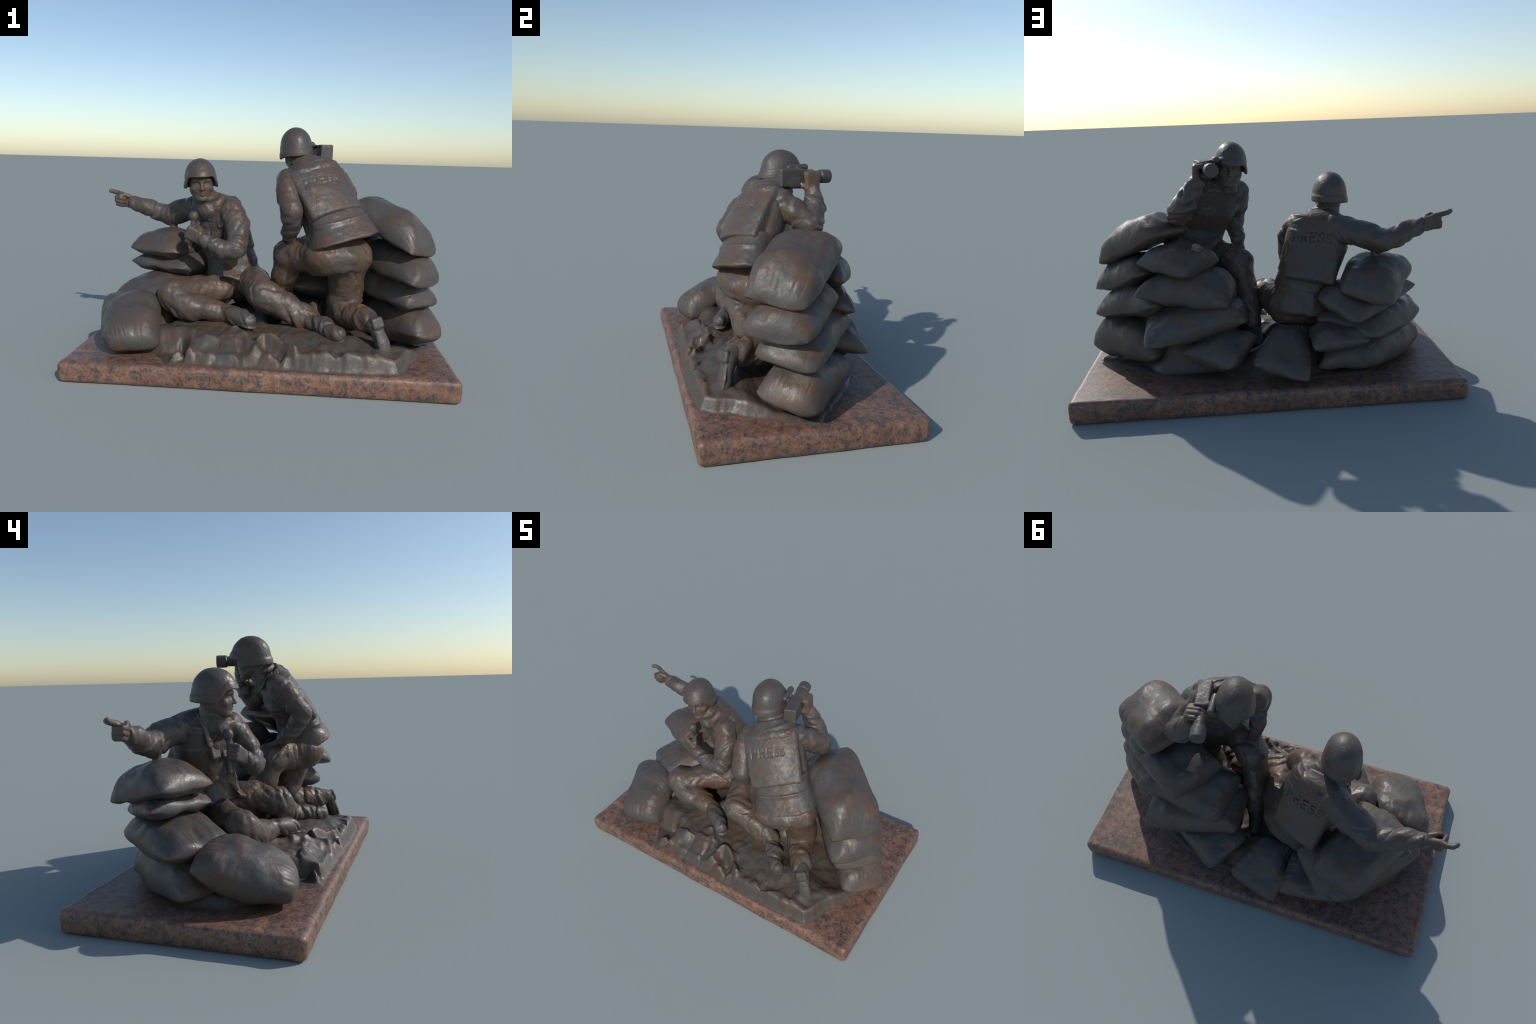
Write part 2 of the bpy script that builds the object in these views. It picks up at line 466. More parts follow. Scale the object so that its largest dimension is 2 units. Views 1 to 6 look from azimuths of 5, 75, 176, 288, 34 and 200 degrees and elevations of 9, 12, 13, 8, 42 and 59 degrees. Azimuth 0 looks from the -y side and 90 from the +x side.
# ------------------------------------------------------------------ sandbags
def sandbag(corners, up, down, seed, edge=None, p=3.0, q=0.52, lump=0.015, wr=0.0024, res=72, round_=0.075, grow=1.04):
    """pillow: quad of seam corners, the cloth swelling `up` above and `down` below the seam;
    edge = offsets of the four seam mid-points (AB, BC, CD, DA)"""
    A, B, C, D = [np.array(c, float) for c in corners]
    e = [np.zeros(3) if (edge is None or edge[i] is None) else np.array(edge[i], float) for i in range(4)]
    nrm = unit(np.cross(C - A, D - B))
    if nrm[2] < 0: nrm = -nrm
    cen = (A + B + C + D) / 4
    A, B, C, D = [cen + (P_ - cen) * grow for P_ in (A, B, C, D)]
    t = np.sin(np.linspace(-1, 1, res) * math.pi / 2 * 0.999)
    t = 0.55 * t + 0.45 * np.linspace(-1, 1, res)
    U, W = np.meshgrid(t, t, indexing='ij')
    # rounded outline: corners drawn in smoothly
    mx = np.maximum(np.abs(U), np.abs(W))
    u, w = U * (1 - round_ * W ** 6), W * (1 - round_ * U ** 6)
    s, r = (u + 1) / 2, (w + 1) / 2
    def patch(s, r):
        base = (((1 - s) * (1 - r))[..., None] * A + (s * (1 - r))[..., None] * B
                + (s * r)[..., None] * C + ((1 - s) * r)[..., None] * D)
        bs, br = 4 * s * (1 - s), 4 * r * (1 - r)
        return base + (bs * (1 - r))[..., None] * e[0] + (br * s)[..., None] * e[1] + (bs * r)[..., None] * e[2] + (br * (1 - s))[..., None] * e[3]
    mid = patch(s, r)
    f = np.clip((1 - np.abs(U) ** p) * (1 - np.abs(W) ** p), 0, 1) ** q
    edgew = 1 - f
    surf = []
    for sign, h in ((1, up), (-1, down)):
        P = mid + nrm * (sign * h * f)[..., None]
        x, y, z = P[..., 0], P[..., 1], P[..., 2]
        n = lump * fbm(x * 8, y * 8, z * 8 + sign, seed, 2) * np.sqrt(f)
        # gathers running in from the seams
        for S_, O_, sd in ((U, W, 0), (W, U, 50)):
            g = np.abs(noise3(O_ * 6 + seed * 3.1, S_ * 1.6, seed * 1.7 + 0 * mx, seed + 3 + sd))
            n = n - wr * 2.2 * (0.35 - np.minimum(g, 0.35)) / 0.35 * f ** 0.5 * np.exp(-((np.abs(S_) - 0.82) / 0.16) ** 2)
        n = n + (0.0022 * fbm(x * 24, y * 24, z * 24, seed + 7, 3) - 0.006 * np.maximum(noise3(x * 13, y * 13, z * 13, seed + 19) - .45, 0)) * np.sqrt(f)
        P = P + nrm * (sign * n)[..., None]
        # the whole sack sags out of square
        for c, k in enumerate((0.010, 0.010, 0.011)):
            P[..., c] += k * fbm(x * 5.5 + 9 * c, y * 5.5, z * 5.5, seed + 31 + c, 2)
        surf.append(P)
    idt = np.arange(res * res).reshape(res, res)
    verts = np.concatenate([surf[0].reshape(-1, 3), surf[1].reshape(-1, 3)])
    rim = np.zeros((res, res), bool); rim[0] = rim[-1] = True; rim[:, 0] = rim[:, -1] = True
    lower = idt + res * res
    lower = np.where(rim, idt, lower)
    fq = lambda I: np.stack([I[:-1, :-1], I[1:, :-1], I[1:, 1:], I[:-1, 1:]], -1).reshape(-1, 4)
    F = np.concatenate([fq(idt), fq(lower)[:, ::-1]])
    used, inv = np.unique(F, return_inverse=True)
    verts = verts[used]; F = inv.reshape(-1, 4)
    # orientation: first face group should face nrm
    a = verts[F[res * res // 2]]
    if np.dot(np.cross(a[1] - a[0], a[2] - a[1]), nrm) < 0: F = F[:, ::-1]
    return make_object("sandbag", verts, F, M_BAG, origin=cen)

BAGS = [
  # right stack: ends showing at +x
  dict(c=[(.755,-.318,.681),(.935,-.077,.653),(.55,.225,.865),(.40,-.05,.845)], up=.132, down=.04, edge=[None,(.02,.015,.01),None,(0,-.01,.03)]),
  dict(c=[(.765,-.325,.52),(.962,-.067,.507),(.67,.18,.64),(.48,-.01,.64)], up=.135, down=.045, edge=[(.018,-.015,0),None,None,None]),
  dict(c=[(.755,-.268,.402),(.966,-.023,.384),(.59,.295,.49),(.48,.03,.47)], up=.118, down=.055, edge=[(.018,-.015,0),None,None,None]),
  dict(c=[(.82,-.268,.245),(.998,-.024,.205),(.61,.30,.215),(.50,.05,.25)], up=.155, down=.08, edge=[(.018,-.015,0),None,None,None]),
  # right stack: ends showing at +y
  dict(c=[(.235,.093,.69),(.408,.345,.666),(.68,.20,.72),(.46,-.02,.73)], up=.105, down=.055),
  dict(c=[(.160,.021,.544),(.205,.325,.481),(.70,.265,.555),(.5,.0,.59)], up=.12, down=.06),
  dict(c=[(.12,.02,.42),(.110,.308,.387),(.63,.398,.31),(.64,.10,.40)], up=.115, down=.06),
  dict(c=[(.046,.277,.30),(.21,.482,.20),(.46,.333,.265),(.25,.12,.32)], up=.068, down=.08),
  dict(c=[(-.032,.25,.335),(.092,.465,.222),(-.195,.518,.149),(-.218,.239,.325)], up=.05, down=.06),
  # left stack
  dict(c=[(-.355,.432,.568),(-.612,.508,.505),(-.82,.116,.598),(-.50,-.005,.598)], up=.130, down=.05),
  dict(c=[(-.254,.332,.517),(-.433,.514,.432),(-.845,.161,.519),(-.478,.005,.50)], up=.08, down=.07),
  dict(c=[(-.25,.30,.39),(-.52,.495,.335),(-.90,.057,.327),(-.61,-.145,.36)], up=.105, down=.08, edge=[None,(-.008,.008,0),None,None]),
  dict(c=[(-.22,.25,.34),(-.21,.505,.302),(-.50,.48,.315),(-.5,.25,.36)], up=.06, down=.07),
  dict(c=[(-.24,.41,.17),(-.58,.41,.16),(-.905,-.01,.15),(-.6,-.2,.20)], up=.15, down=.06, edge=[None,(-.012,.012,0),None,None]),
  dict(c=[(-.755,-.458,.150),(-.515,-.392,.18),(-.57,-.10,.34),(-.90,-.03,.285)], up=.110, down=.07, edge=[None,None,(0,.02,.02),(-.03,0,-.02)], kw=dict(p=4.0, q=.45)),
]
for i, b in enumerate(BAGS):
    sandbag(b['c'], b['up'], b['down'], seed=11 + 7 * i, edge=b.get('edge'), **b.get('kw', {}))

# ------------------------------------------------------------------ ground of cast earth and stones
def build_ground():
    h = 0.006
    xs = np.arange(-0.96, 1.0, h); ys = np.arange(-0.53, 0.54, h)
    X, Y = np.meshgrid(xs, ys, indexing='ij')
    poly = np.array([(-.43,-.492),(-.1,-.496),(.15,-.508),(.45,-.518),(.70,-.498),(.80,-.29),(.94,.0),(.86,.06),(.60,.27),(.42,.36),(.2,.40),(-.19,.42),(-.50,.38),(-.70,.18),(-.82,.0),(-.80,-.17),(-.66,-.30),(-.52,-.36)])
    # signed distance to outline (negative inside)
    nx = X + 0.006 * fbm(X * 14, Y * 14, 0 * X, 2); ny = Y + 0.004 * fbm(X * 16, Y * 16, 0 * X + 4, 5)
    dmin = np.full(X.shape, 9.0); inside = np.zeros(X.shape, bool)
    for (x0, y0), (x1, y1) in zip(poly, np.roll(poly, -1, 0)):
        ex, ey = x1 - x0, y1 - y0
        t = np.clip(((nx - x0) * ex + (ny - y0) * ey) / (ex * ex + ey * ey), 0, 1)
        dmin = np.minimum(dmin, np.hypot(nx - x0 - t * ex, ny - y0 - t * ey))
        c = ((y0 > ny) != (y1 > ny)) & (nx < ex * (ny - y0) / (ey + 1e-12) + x0)
        inside ^= c
    sd = np.where(inside, -dmin, dmin)
    base = 0.110 * (1 + 0.06 * X)
    # mound: low at the front and right rims, higher under the figures
    z = 0.152 + 0.010 * smoothstep(-.1, .2, X) + 0.066 * smoothstep(-.49, -.28, Y) - 0.02 * smoothstep(-.24, -.12, Y)
    z = z - 0.06 * smoothstep(.45, .82, X) * smoothstep(-.5, -.3, Y)
    z = z - 0.09 * smoothstep(.05, .35, Y)
    z = z - 0.10 * smoothstep(-.34, -.41, X) * smoothstep(-.27, -.41, Y)
    z = z + 0.016 * smoothstep(.1, .25, X) * smoothstep(-.3, -.42, Y)
    z = z + 0.16 * np.exp(-(((X - .42) / .17) ** 4 + ((Y - .17) / .10) ** 4))   # packed core under the right stack
    z = z + 0.13 * np.exp(-(((X - .03) / .15) ** 2 + ((Y - .28) / .09) ** 2))
    z = z - 0.028 * smoothstep(-.30, -.2, Y) * smoothstep(-.1, .1, X)
    z = z + 0.10 * np.exp(-(((X + .16) / .08) ** 2 + ((Y + .08) / .08) ** 2))
    z = z + 0.17 * np.exp(-(((X - .29) / .085) ** 2 + ((Y + .02) / .09) ** 2))   # cast mass under the kneeling man
    z = z - 0.05 * smoothstep(-.55, -.7, X)
    # broken stone slabs: each seed owns the nearest patch, tilted, with a crack to its neighbours
    slabs = [(-.40,-.46,.014,.2,-.3),(-.27,-.43,.008,-.10,.16),(-.13,-.44,.006,.12,.15),(-.03,-.44,.004,.1,.2),(-.40,-.30,.004,-.15,.1),(-.26,-.30,.002,.1,.12),(-.12,-.31,.010,.2,-.1),
             (.06,-.41,.006,.1,.1),(.10,-.47,.002,.05,-.1),(.27,-.475,.008,.03,-.1),(.53,-.475,.004,-.05,-.15),(.65,-.46,-.002,-.2,.0),(.2,-.34,0,.02,.03),(.4,-.38,0,.0,.05),(.55,-.3,-.002,-.05,0),(.05,-.28,.0,.05,.05)]
    d1 = np.full(X.shape, 9.0); d2 = np.full(X.shape, 9.0); off = np.zeros(X.shape)
    wx = X + 0.018 * fbm(X * 11, Y * 11, 0 * X + 9, 41); wy = Y + 0.014 * fbm(X * 11, Y * 11, 0 * X + 3, 43)
    for sx, sy, dz, tx, ty in slabs:
        d = np.hypot(wx - sx, (wy - sy) * 1.25)
        o = dz + tx * (X - sx) * .5 + ty * (Y - sy) * .5
        closer = d < d1
        d2 = np.where(closer, d1, np.minimum(d2, d)); off = np.where(closer, o, off); d1 = np.where(closer, d, d1)
    front = smoothstep(-.22, -.29, Y) * smoothstep(.72, .62, X) * smoothstep(-.50, -.42, X)
    soft = 1 - 0.75 * smoothstep(.12, .22, X) * smoothstep(-.45, -.40, Y)
    z = z + front * soft * (off - 0.009 * np.exp(-((d2 - d1) / .009) ** 2))
    z = z + 0.006 * fbm(X * 15, Y * 15, 0 * X + 2, 31, 3) + 0.008 * noise3(X * 5, Y * 5, 0 * X, 77)
    z = z + 0.09 * np.exp(-(((X + .05) / .10) ** 2 + ((Y - .07) / .12) ** 2)) + 0.10 * np.exp(-(((X + .2) / .12) ** 2 + ((Y - .25) / .10) ** 2))
    z = z + front * 0.004 * (1 - 2.6 * np.abs(noise3(X * 21 + 2 * wx, Y * 25, 0 * X + 6, 91))) * soft
    # furrows between the slabs
    def ridge(path, w, a, sharp=1.0):
        nonlocal z
        d = np.full(X.shape, 9.0)
        path = np.array(path)
        for (x0, y0), (x1, y1) in zip(path[:-1], path[1:]):
            ex, ey = x1 - x0, y1 - y0
            t = np.clip(((nx - x0) * ex + (ny - y0) * ey) / (ex * ex + ey * ey), 0, 1)
            d = np.minimum(d, np.hypot(nx - x0 - t * ex, ny - y0 - t * ey))
        z = z + a * np.exp(-(d / w) ** 2)
    ridge([(.02, -.15), (.12, -.16), (.30, -.18)], .075, .050)
    ridge([(-.45, -.13), (-.32, -.15), (-.15, -.19)], .06, .035)
    ridge([(-.365, -.50), (-.36, -.42), (-.40, -.34)], .013, -.045)
    ridge([(-.415, -.475), (-.395, -.455)], .028, .085)
    ridge([(-.03, -.48), (-.05, -.36), (-.13, -.29)], .022, .022)
    ridge([(-.30, -.40), (-.2, -.36), (-.12, -.37)], .03, .018)
    ridge([(-.01, -.45), (.0, -.39), (.03, -.345), (.09, -.375), (.14, -.42), (.19, -.46)], .018, .045)
    ridge([(.03, -.405), (.07, -.42), (.11, -.455)], .022, -.015)
    ridge([(.02, -.455), (.06, -.47)], .022, .025)
    ridge([(.42, -.51), (.40, -.45)], .010, -.016)
    ridge([(.12, -.50), (.13, -.46)], .010, -.02)
    ridge([(.2, -.47), (.42, -.475), (.65, -.46)], .02, .010)
    ridge([(.62, -.40), (.70, -.33), (.80, -.2)], .03, .012)
    for it in range(2):   # soften the modelling
        z[1:-1, 1:-1] = 0.4 * z[1:-1, 1:-1] + 0.15 * (z[2:, 1:-1] + z[:-2, 1:-1] + z[1:-1, 2:] + z[1:-1, :-2])
    wall = smoothstep(0.008, -0.026, sd)
    skirt = 0.014 * smoothstep(0.03, -0.004, sd) - 0.006
    Zt = base + skirt + wall * np.maximum(z - base, 0.004)
    verts = np.stack([X, Y, Zt], -1).reshape(-1, 3)
    keep = (sd < 0.035).reshape(-1)
    idx = np.arange(X.size).reshape(X.shape)
    F = np.stack([idx[:-1, :-1], idx[1:, :-1], idx[1:, 1:], idx[:-1, 1:]], -1).reshape(-1, 4)
    F = F[keep[F].all(1)]
    used, inv = np.unique(F, return_inverse=True)
    make_object("ground", verts[used], inv.reshape(-1, 4), M_GROUND)
build_ground()

# ------------------------------------------------------------------ anatomy helpers
def hand_solid(wrist, d, n, curls, spread=0.0, scale=1.0, thumb=None, side=None, h=0.0028, fr=1.0):
    """wrist point, finger direction d, palm normal n (fingers curl towards it), side = thumb side"""
    d = unit(d); n = unit(np.asarray(n, float) - d * (np.asarray(n, float) @ d))
    s = np.cross(d, n)
    if side is not None and s @ np.asarray(side, float) < 0: s = -s
    w = np.asarray(wrist, float); S = scale
    sol = Solid(w - 0.20 * S, w + 0.20 * S, h)
    pc = w + d * 0.052 * S
    sol.add(Limb([(*(w - d * .03 * S), .027 * S), (*(w + d * .01 * S), .026 * S)]), 0.01)
    sol.add(Box(pc, (.036 * S, .044 * S, .0165 * S), (s, d, n), r=.0145 * S), 0.02)
    lens = [(.034, .024, .019), (.040, .028, .021), (.038, .027, .021), (.031, .021, .018)]
    for i in range(4):
        off = (0.0285 - 0.019 * i) * S
        base = w + s * off + d * (0.088 - (0.006 if i in (0, 3) else 0)) * S
        pts = [(*(base - d * .02 * S), .0105 * S)]
        a = 0.0; p = base.copy(); r = .0118 * S * fr
        pts.append((*p, r))
        for L, c in zip(lens[i], curls[i]):
            a += math.radians(c)
            dirn = math.cos(a) * d + math.sin(a) * n + s * spread * (1.5 - i) * 0.12
            p = p + unit(dirn) * L * S; r *= 0.95
            pts.append((*p, r))
        sol.add(Limb(pts), 0.005)
    if thumb is None: thumb = [(.034, .03, .012), (.044, .06, .022), (.032, .082, .034)]
    pts = [(*(w + s * a * S + d * b * S + n * c * S), (.0135 - .001 * i) * S) for i, (a, b, c) in enumerate([(.018, .02, .004)] + thumb)]
    sol.add(Limb(pts), 0.008)
    return sol

FIST = [(85, 95, 50)] * 4
def head_solid(c, fwd, up, h=0.0026):
    """c = centre of the skull; face looks along fwd"""
    fwd = unit(fwd); up = unit(np.asarray(up, float) - fwd * (np.asarray(up, float) @ fwd)); R = np.cross(fwd, up)
    P = lambda x, y, z: np.asarray(c) + R * x + fwd * y + up * z
    ax = (R, fwd, up)
    s = Solid(np.asarray(c) - .15, np.asarray(c) + .14, h)
    s.add(Ball(P(0, -.005, .01), (.072, .088, .085), ax), 0)
    s.add(Ball(P(0, .018, -.043), (.054, .068, .060), ax), .02)
    s.add(Limb([(*P(-.044, -.0, -.052), .017), (*P(-.018, .057, -.095), .014), (*P(.018, .057, -.095), .014), (*P(.044, 0, -.052), .017)]), .03)
    s.add(Ball(P(0, .070, -.092), (.018, .015, .014), ax), .015)
    s.add(Limb([(*P(-.04, .066, .012), .010), (*P(0, .079, .010), .011), (*P(.04, .066, .012), .010)]), .012)   # brow
    for sx in (-1, 1):
        s.cut(Ball(P(sx * .028, .086, -.008), (.017, .014, .010), ax), .010)
        s.add(Ball(P(sx * .027, .0645, -.008), (.0105, .010, .007), ax), .003)
        s.add(Ball(P(sx * .042, .050, -.034), (.020, .018, .015), ax), .02)   # cheek
    s.add(Limb([(*P(0, .078, .0), .0075), (*P(0, .090, -.022), .0085), (*P(0, .096, -.034), .0105)]), .008)  # nose
    for sx in (-1, 1): s.add(Ball(P(sx * .010, .086, -.037), (.007, .009, .006), ax), .005)
    s.add(Limb([(*P(-.017, .074, -.058), .005), (*P(0, .083, -.056), .0065), (*P(.017, .074, -.058), .005)]), .005)
    s.add(Limb([(*P(-.014, .073, -.068), .005), (*P(0, .081, -.069), .007), (*P(.014, .073, -.068), .005)]), .005)
    s.cut(Limb([(*P(-.018, .083, -.063), .0022), (*P(0, .091, -.0625), .0024), (*P(.018, .083, -.063), .0022)]), .003)
    s.cut(Ball(P(0, .084, -.079), (.016, .006, .004), ax), .006)
    s.add(Limb([(*P(0, -.02, -.06), .05), (*P(0, -.04, -.14), .052)]), .02)   # neck
    return s, P, ax

def helmet_solid(c, fwd, up, size=(.096, .118, .112), h=0.003, rim_front=-.012, rim_side=-.062, rim_back=-.058):
    fwd = unit(fwd); up = unit(np.asarray(up, float) - fwd * (np.asarray(up, float) @ fwd)); R = np.cross(fwd, up)
    c = np.asarray(c, float)
    s = Solid(c - .16, c + .16, h)
    X, Y, Z = s.window(c - .15, c + .15, 0)[1:]
    sl = s.window(c - .15, c + .15, 0)[0]
    x, y, z = X - c[0], Y - c[1], Z - c[2]
    a = x * R[0] + y * R[1] + z * R[2]; b = x * fwd[0] + y * fwd[1] + z * fwd[2]; q = x * up[0] + y * up[1] + z * up[2]
    # dome: nearly vertical skirt with a slight flare
    rad = np.sqrt((a / size[0]) ** 2 + (b / size[1]) ** 2)
    zz = np.where(q > 0, q / size[2], q / (size[2] * 2.6))
    flare = 1 + 0.07 * smoothstep(.02, -.06, q) + 0.07 * smoothstep(.55, 1, b / (np.sqrt(a * a + b * b) + 1e-6)) * smoothstep(.045, .0, q)
    g = np.sqrt((rad / flare) ** 2 + zz ** 2)
    outer = (g - 1) * min(size[0], size[2]) * 0.98
    inner = (np.sqrt((rad / flare / 0.90) ** 2 + (zz / 0.90) ** 2) - 1) * size[0] * .9
    th = b / (np.sqrt(a * a + b * b) + 1e-6)
    rim = np.where(th > 0, rim_side + (rim_front - rim_side) * smoothstep(0.18, 0.88, th), rim_side + (rim_back - rim_side) * smoothstep(0, -.8, th))
    cutp = (rim - q)
    d = np.maximum(outer, -inner)
    k = .006; hh = np.maximum(k - np.abs(d - cutp), 0) / k
    d = np.maximum(d, cutp) + hh * hh * k * .25
    # seam where the cloth cover gathers above the rim
    lip = np.abs(q - rim - .016)
    d = d - .0035 * smoothstep(.040, .026, q - rim) * (np.abs(outer) < .012)
    s.d[sl] = np.minimum(s.d[sl], d.astype(np.float32))
    return s

LETTERS = {
 'P': [[(0, 0), (0, 1), (.6, 1), (.75, .85), (.75, .62), (.6, .48), (0, .48)]],
 'R': [[(0, 0), (0, 1), (.6, 1), (.75, .85), (.75, .62), (.6, .48), (0, .48)], [(.35, .48), (.75, 0)]],
 'E': [[(.7, 0), (0, 0), (0, 1), (.7, 1)], [(0, .5), (.55, .5)]],
 'S': [[(.72, .85), (.55, 1), (.15, 1), (0, .8), (.1, .58), (.6, .44), (.74, .2), (.58, 0), (.15, 0), (0, .15)]]}
def press_strokes(origin, right, up, widths, heights, r, back, x0, bend):
    """grooves spelling PRESS, drawn letter by letter on a panel"""
    out = []; x = 0.0
    for ch, w, hgt in zip("PRESS", widths, heights):
        for path in LETTERS[ch]:
            out.append(Limb([(*(np.asarray(origin) + right * (x + a * w * .8) + up * (b * hgt) - back * bend * (x0 + x + a * w * .8) ** 2), r) for a, b in path]))
        x += w
    return out

# ------------------------------------------------------------------ kneeling reporter with the camera
def kneeling():
    side = unit((.857, .46, .23)); down = unit((.437, -.476, -.764)); back = unit((.242, -.755, .609))
    s = Solid((-.02, -.47, .16), (.70, .24, 1.18), 0.0045)
    T, AL, AR, LL, LR = range(5)
    # trunk
    s.add(Loft([((.405, -.195, .58), .14, .11), ((.385, -.185, .70), .135, .09), ((.335, -.155, .84), .130, .072), ((.28, -.118, .955), .145, .088), ((.245, -.10, 1.06), .15, .095), ((.215, -.07, 1.11), .09, .07)], side, 2.3).folds(.002, (.3, -.3, -.8), 10, 16, 4), 0, T)
    # seat of the trousers
    s.add(Ball((.325, -.272, .648), (.105, .090, .082)).folds(.003, (0, 0, 1), 18, 12, 3), .03, LL)
    s.add(Ball((.40, -.24, .648), (.115, .095, .084)).folds(.003, (0, 0, 1), 18, 12, 8), .03, LR)
    s.add(Ball((.475, -.18, .65), (.105, .095, .085)).folds(.003, (0, 0, 1), 18, 12, 5), .03, LR)
    # left leg, foot planted ahead
    s.add(Limb([(.34, -.225, .635, .092), (.23, -.16, .640, .090), (.135, -.090, .62, .083)], 4).folds(.005, (-.8, .6, .1), 30, 8, 6), .03, LL)
    s.add(Limb([(.138, -.095, .61, .083), (.116, -.06, .50, .074), (.097, .0, .40, .067), (.083, .05, .30, .058)], 4).folds(.005, (0, .2, -1), 30, 8, 7), .02, LL)
    # right leg, knee on the ground
    s.add(Limb([(.455, -.165, .60, .10), (.450, -.118, .47, .092), (.443, -.10, .35, .086), (.432, -.09, .295, .077)], 4).folds(.004, (0, 0, 1), 24, 8, 9), .03, LR)
    s.add(Limb([(.432, -.09, .295, .077), (.48, -.175, .318, .076), (.537, -.265, .328, .062), (.565, -.31, .33, .05)], 4).folds(.006, (.6, -.8, 0), 34, 8, 11), .02, LR)
    # left arm: elbow back, hand on the thigh
    s.add(Limb([(.125, -.145, 1.03, .060), (.125, -.20, .98, .062), (.148, -.275, .885, .056)], 4).folds(.004, (0, -.5, -.8), 26, 8, 12), .018, AL)
    s.add(Limb([(.148, -.275, .885, .056), (.15, -.245, .81, .051), (.138, -.185, .745, .040)], 4).folds(.005, (0, .5, -.8), 34, 8, 13), .012, AL)
    # right arm: elbow on the bag, forearm upright
    s.add(Limb([(.362, -.03, 1.055, .062), (.40, .02, 1.01, .064), (.44, .09, .945, .060)], 4).folds(.005, (.3, .6, -.7), 28, 8, 14), .018, AR)
    s.add(Limb([(.44, .09, .94, .060), (.41, .125, 1.0, .055), (.355, .135, 1.075, .042), (.335, .135, 1.105, .038)], 4).folds(.006, (-.5, .2, .8), 34, 8, 15), .012, AR)
    torso, al, ar, ll, lr = split_object(["torso", "arm", "arm", "leg", "leg"], s, [M_COAT, M_COAT, M_COAT, M_TROUSER, M_TROUSER], seed=5)
    # jacket skirt with a hard hem
    j = Solid((.15, -.46, .62), (.66, .0, .95), 0.004)
    j.add(Loft([((.415, -.222, .728), .182, .155), ((.392, -.212, .80), .156, .122), ((.362, -.192, .88), .14, .085)], side, 2.6, .008).folds(.003, (.8, .5, 0), 16, 3, 27), 0)
    solid_object("jacket_skirt", j, M_COAT, torso, seed=8)
    # vest: wrap, raised back panel, shoulder straps, engraved word
    v = Solid((.02, -.42, .78), (.60, .12, 1.2), 0.0034)
    v.add(Loft([((.343, -.16, .865), .142, .092), ((.292, -.124, .96), .150, .098), ((.248, -.094, 1.06), .145, .094), ((.228, -.085, 1.095), .115, .085)], side, 2.5, .012), 0)
    pc = V(.3145, -.206, .9855) - back * .016
    v.add(Box(pc + back * .026, (.148, .147, .036), (side, down, back), r=.013, bend=1.35, taper=-.02, bend1=0.5), .005)
    for sx in (-.088, .088):
        path = [pc - down * .150 + back * .008, V(.262, -.135, 1.108), V(.238, -.09, 1.112), V(.212, -.045, 1.10), V(.20, -.02, 1.05)]
        v.add(Limb([(*(q + side * sx), .030) for q in path[:3]], 3, flat=((-.2, -.1, .95), .36)), .006)
        v.add(Limb([(*(q + side * sx), .027) for q in path[2:]], 3, flat=((-.25, .8, .5), .36)), .006)
    up = -down
    o = pc + back * .0618 - side * .112 + up * .018
    for st in press_strokes(o, unit(side), up, (.046, .046, .042, .032, .028), (.058, .055, .048, .040, .033), .0046, back, -.112, 1.35):
        v.cut(st, .003)
    solid_object("vest", v, M_COAT, torso, rough=.0016, seed=9)
    # collar
    cl = Solid((.08, -.2, 1.02), (.34, .08, 1.2), 0.0035)
    cl.add(Limb([(*(V(.192, -.035, 1.128) + side * math.cos(t) * .064 + unit(np.cross(side, (0, .3, 1))) * math.sin(t) * -.058), .017) for t in np.linspace(0, 2 * math.pi, 17)]), 0)
    cl.add(Limb([(.215, -.07, 1.085, .066), (.185, -.035, 1.14, .060)]), .012)
    solid_object("collar", cl, M_COAT, torso)
    # head, helmet
    fwd, upv = V(-.06, .97, -.10), V(-.10, .12, 1)
    hc = V(.158, .005, 1.185)
    hs, P, ax = head_solid(hc, fwd, upv)
    head = solid_object("head", hs, M_SKIN, rough=.0006)
    solid_object("helmet", helmet_solid(hc + V(-.004, .006, .022), fwd, upv, (.087, .111, .106), rim_front=.0, rim_side=-.059, rim_back=-.060), M_COAT, head, rough=.0010)
    # hands
    solid_object("hand", hand_solid((.137, -.175, .735), (-.02, .9, -.38), (0, -.3, -1), [(12, 25, 20)] * 4, side=(1, 0, 0), scale=.95), M_SKIN, al, rough=.0005)
    solid_object("hand", hand_solid((.336, .130, 1.100), (-.03, .0, 1), (-1, -.1, 0), [(75, 35, 20), (80, 35, 20), (80, 35, 20), (80, 40, 20)], side=(0, -1, 0), scale=1.15, thumb=[(.038, .03, .01), (.05, .05, .03), (.05, .06, .05)]), M_SKIN, ar, rough=.0005)
    # camera: body, lens tube, viewfinder
    a, b = V(.322, -.05, 1.182), V(.246, .245, 1.180)
    cd = unit(b - a); cx = unit(np.cross(cd, (0, 0, 1))); cu = np.cross(cx, cd)
    c = Solid((.16, -.12, 1.06), (.42, .31, 1.31), 0.003)
    c.add(Box(a + cd * .076 - cu * .006, (.034, .076, .046), (cx, cd, cu), r=.007), 0)
    c.add(Box(a + cd * .10 - cu * .032, (.034, .045, .03), (cx, cd, cu), r=.012), .008)
    c.add(Limb([(*(a + cd * .14), .030), (*(a + cd * .245), .030)]), .004)
    c.add(Loft([(a + cd * .255, .036, .036), (a + cd * .308, .036, .036)], cx, 2.0, .004), .003)
    c.add(Limb([(*(a + cd * .10 - cx * .058 + cu * .040), .017), (*(a + cd * .19 - cx * .05 + cu * .045), .018)]), .004)
    c.add(Limb([(*(a + cd * .14 - cx * .055 + cu * .040), .012), (*(a + cd * .14 + cu * .02), .014)]), .004)
    cam = solid_object("camera", c, M_GEAR, rough=.0008)
    # boots
    bt = Solid((.48, -.50, .12), (.74, -.22, .44), 0.0034)
    heel, toe, nrm = V(.600, -.372, .345), V(.655, -.402, .195), unit((.35, -.9, .27))
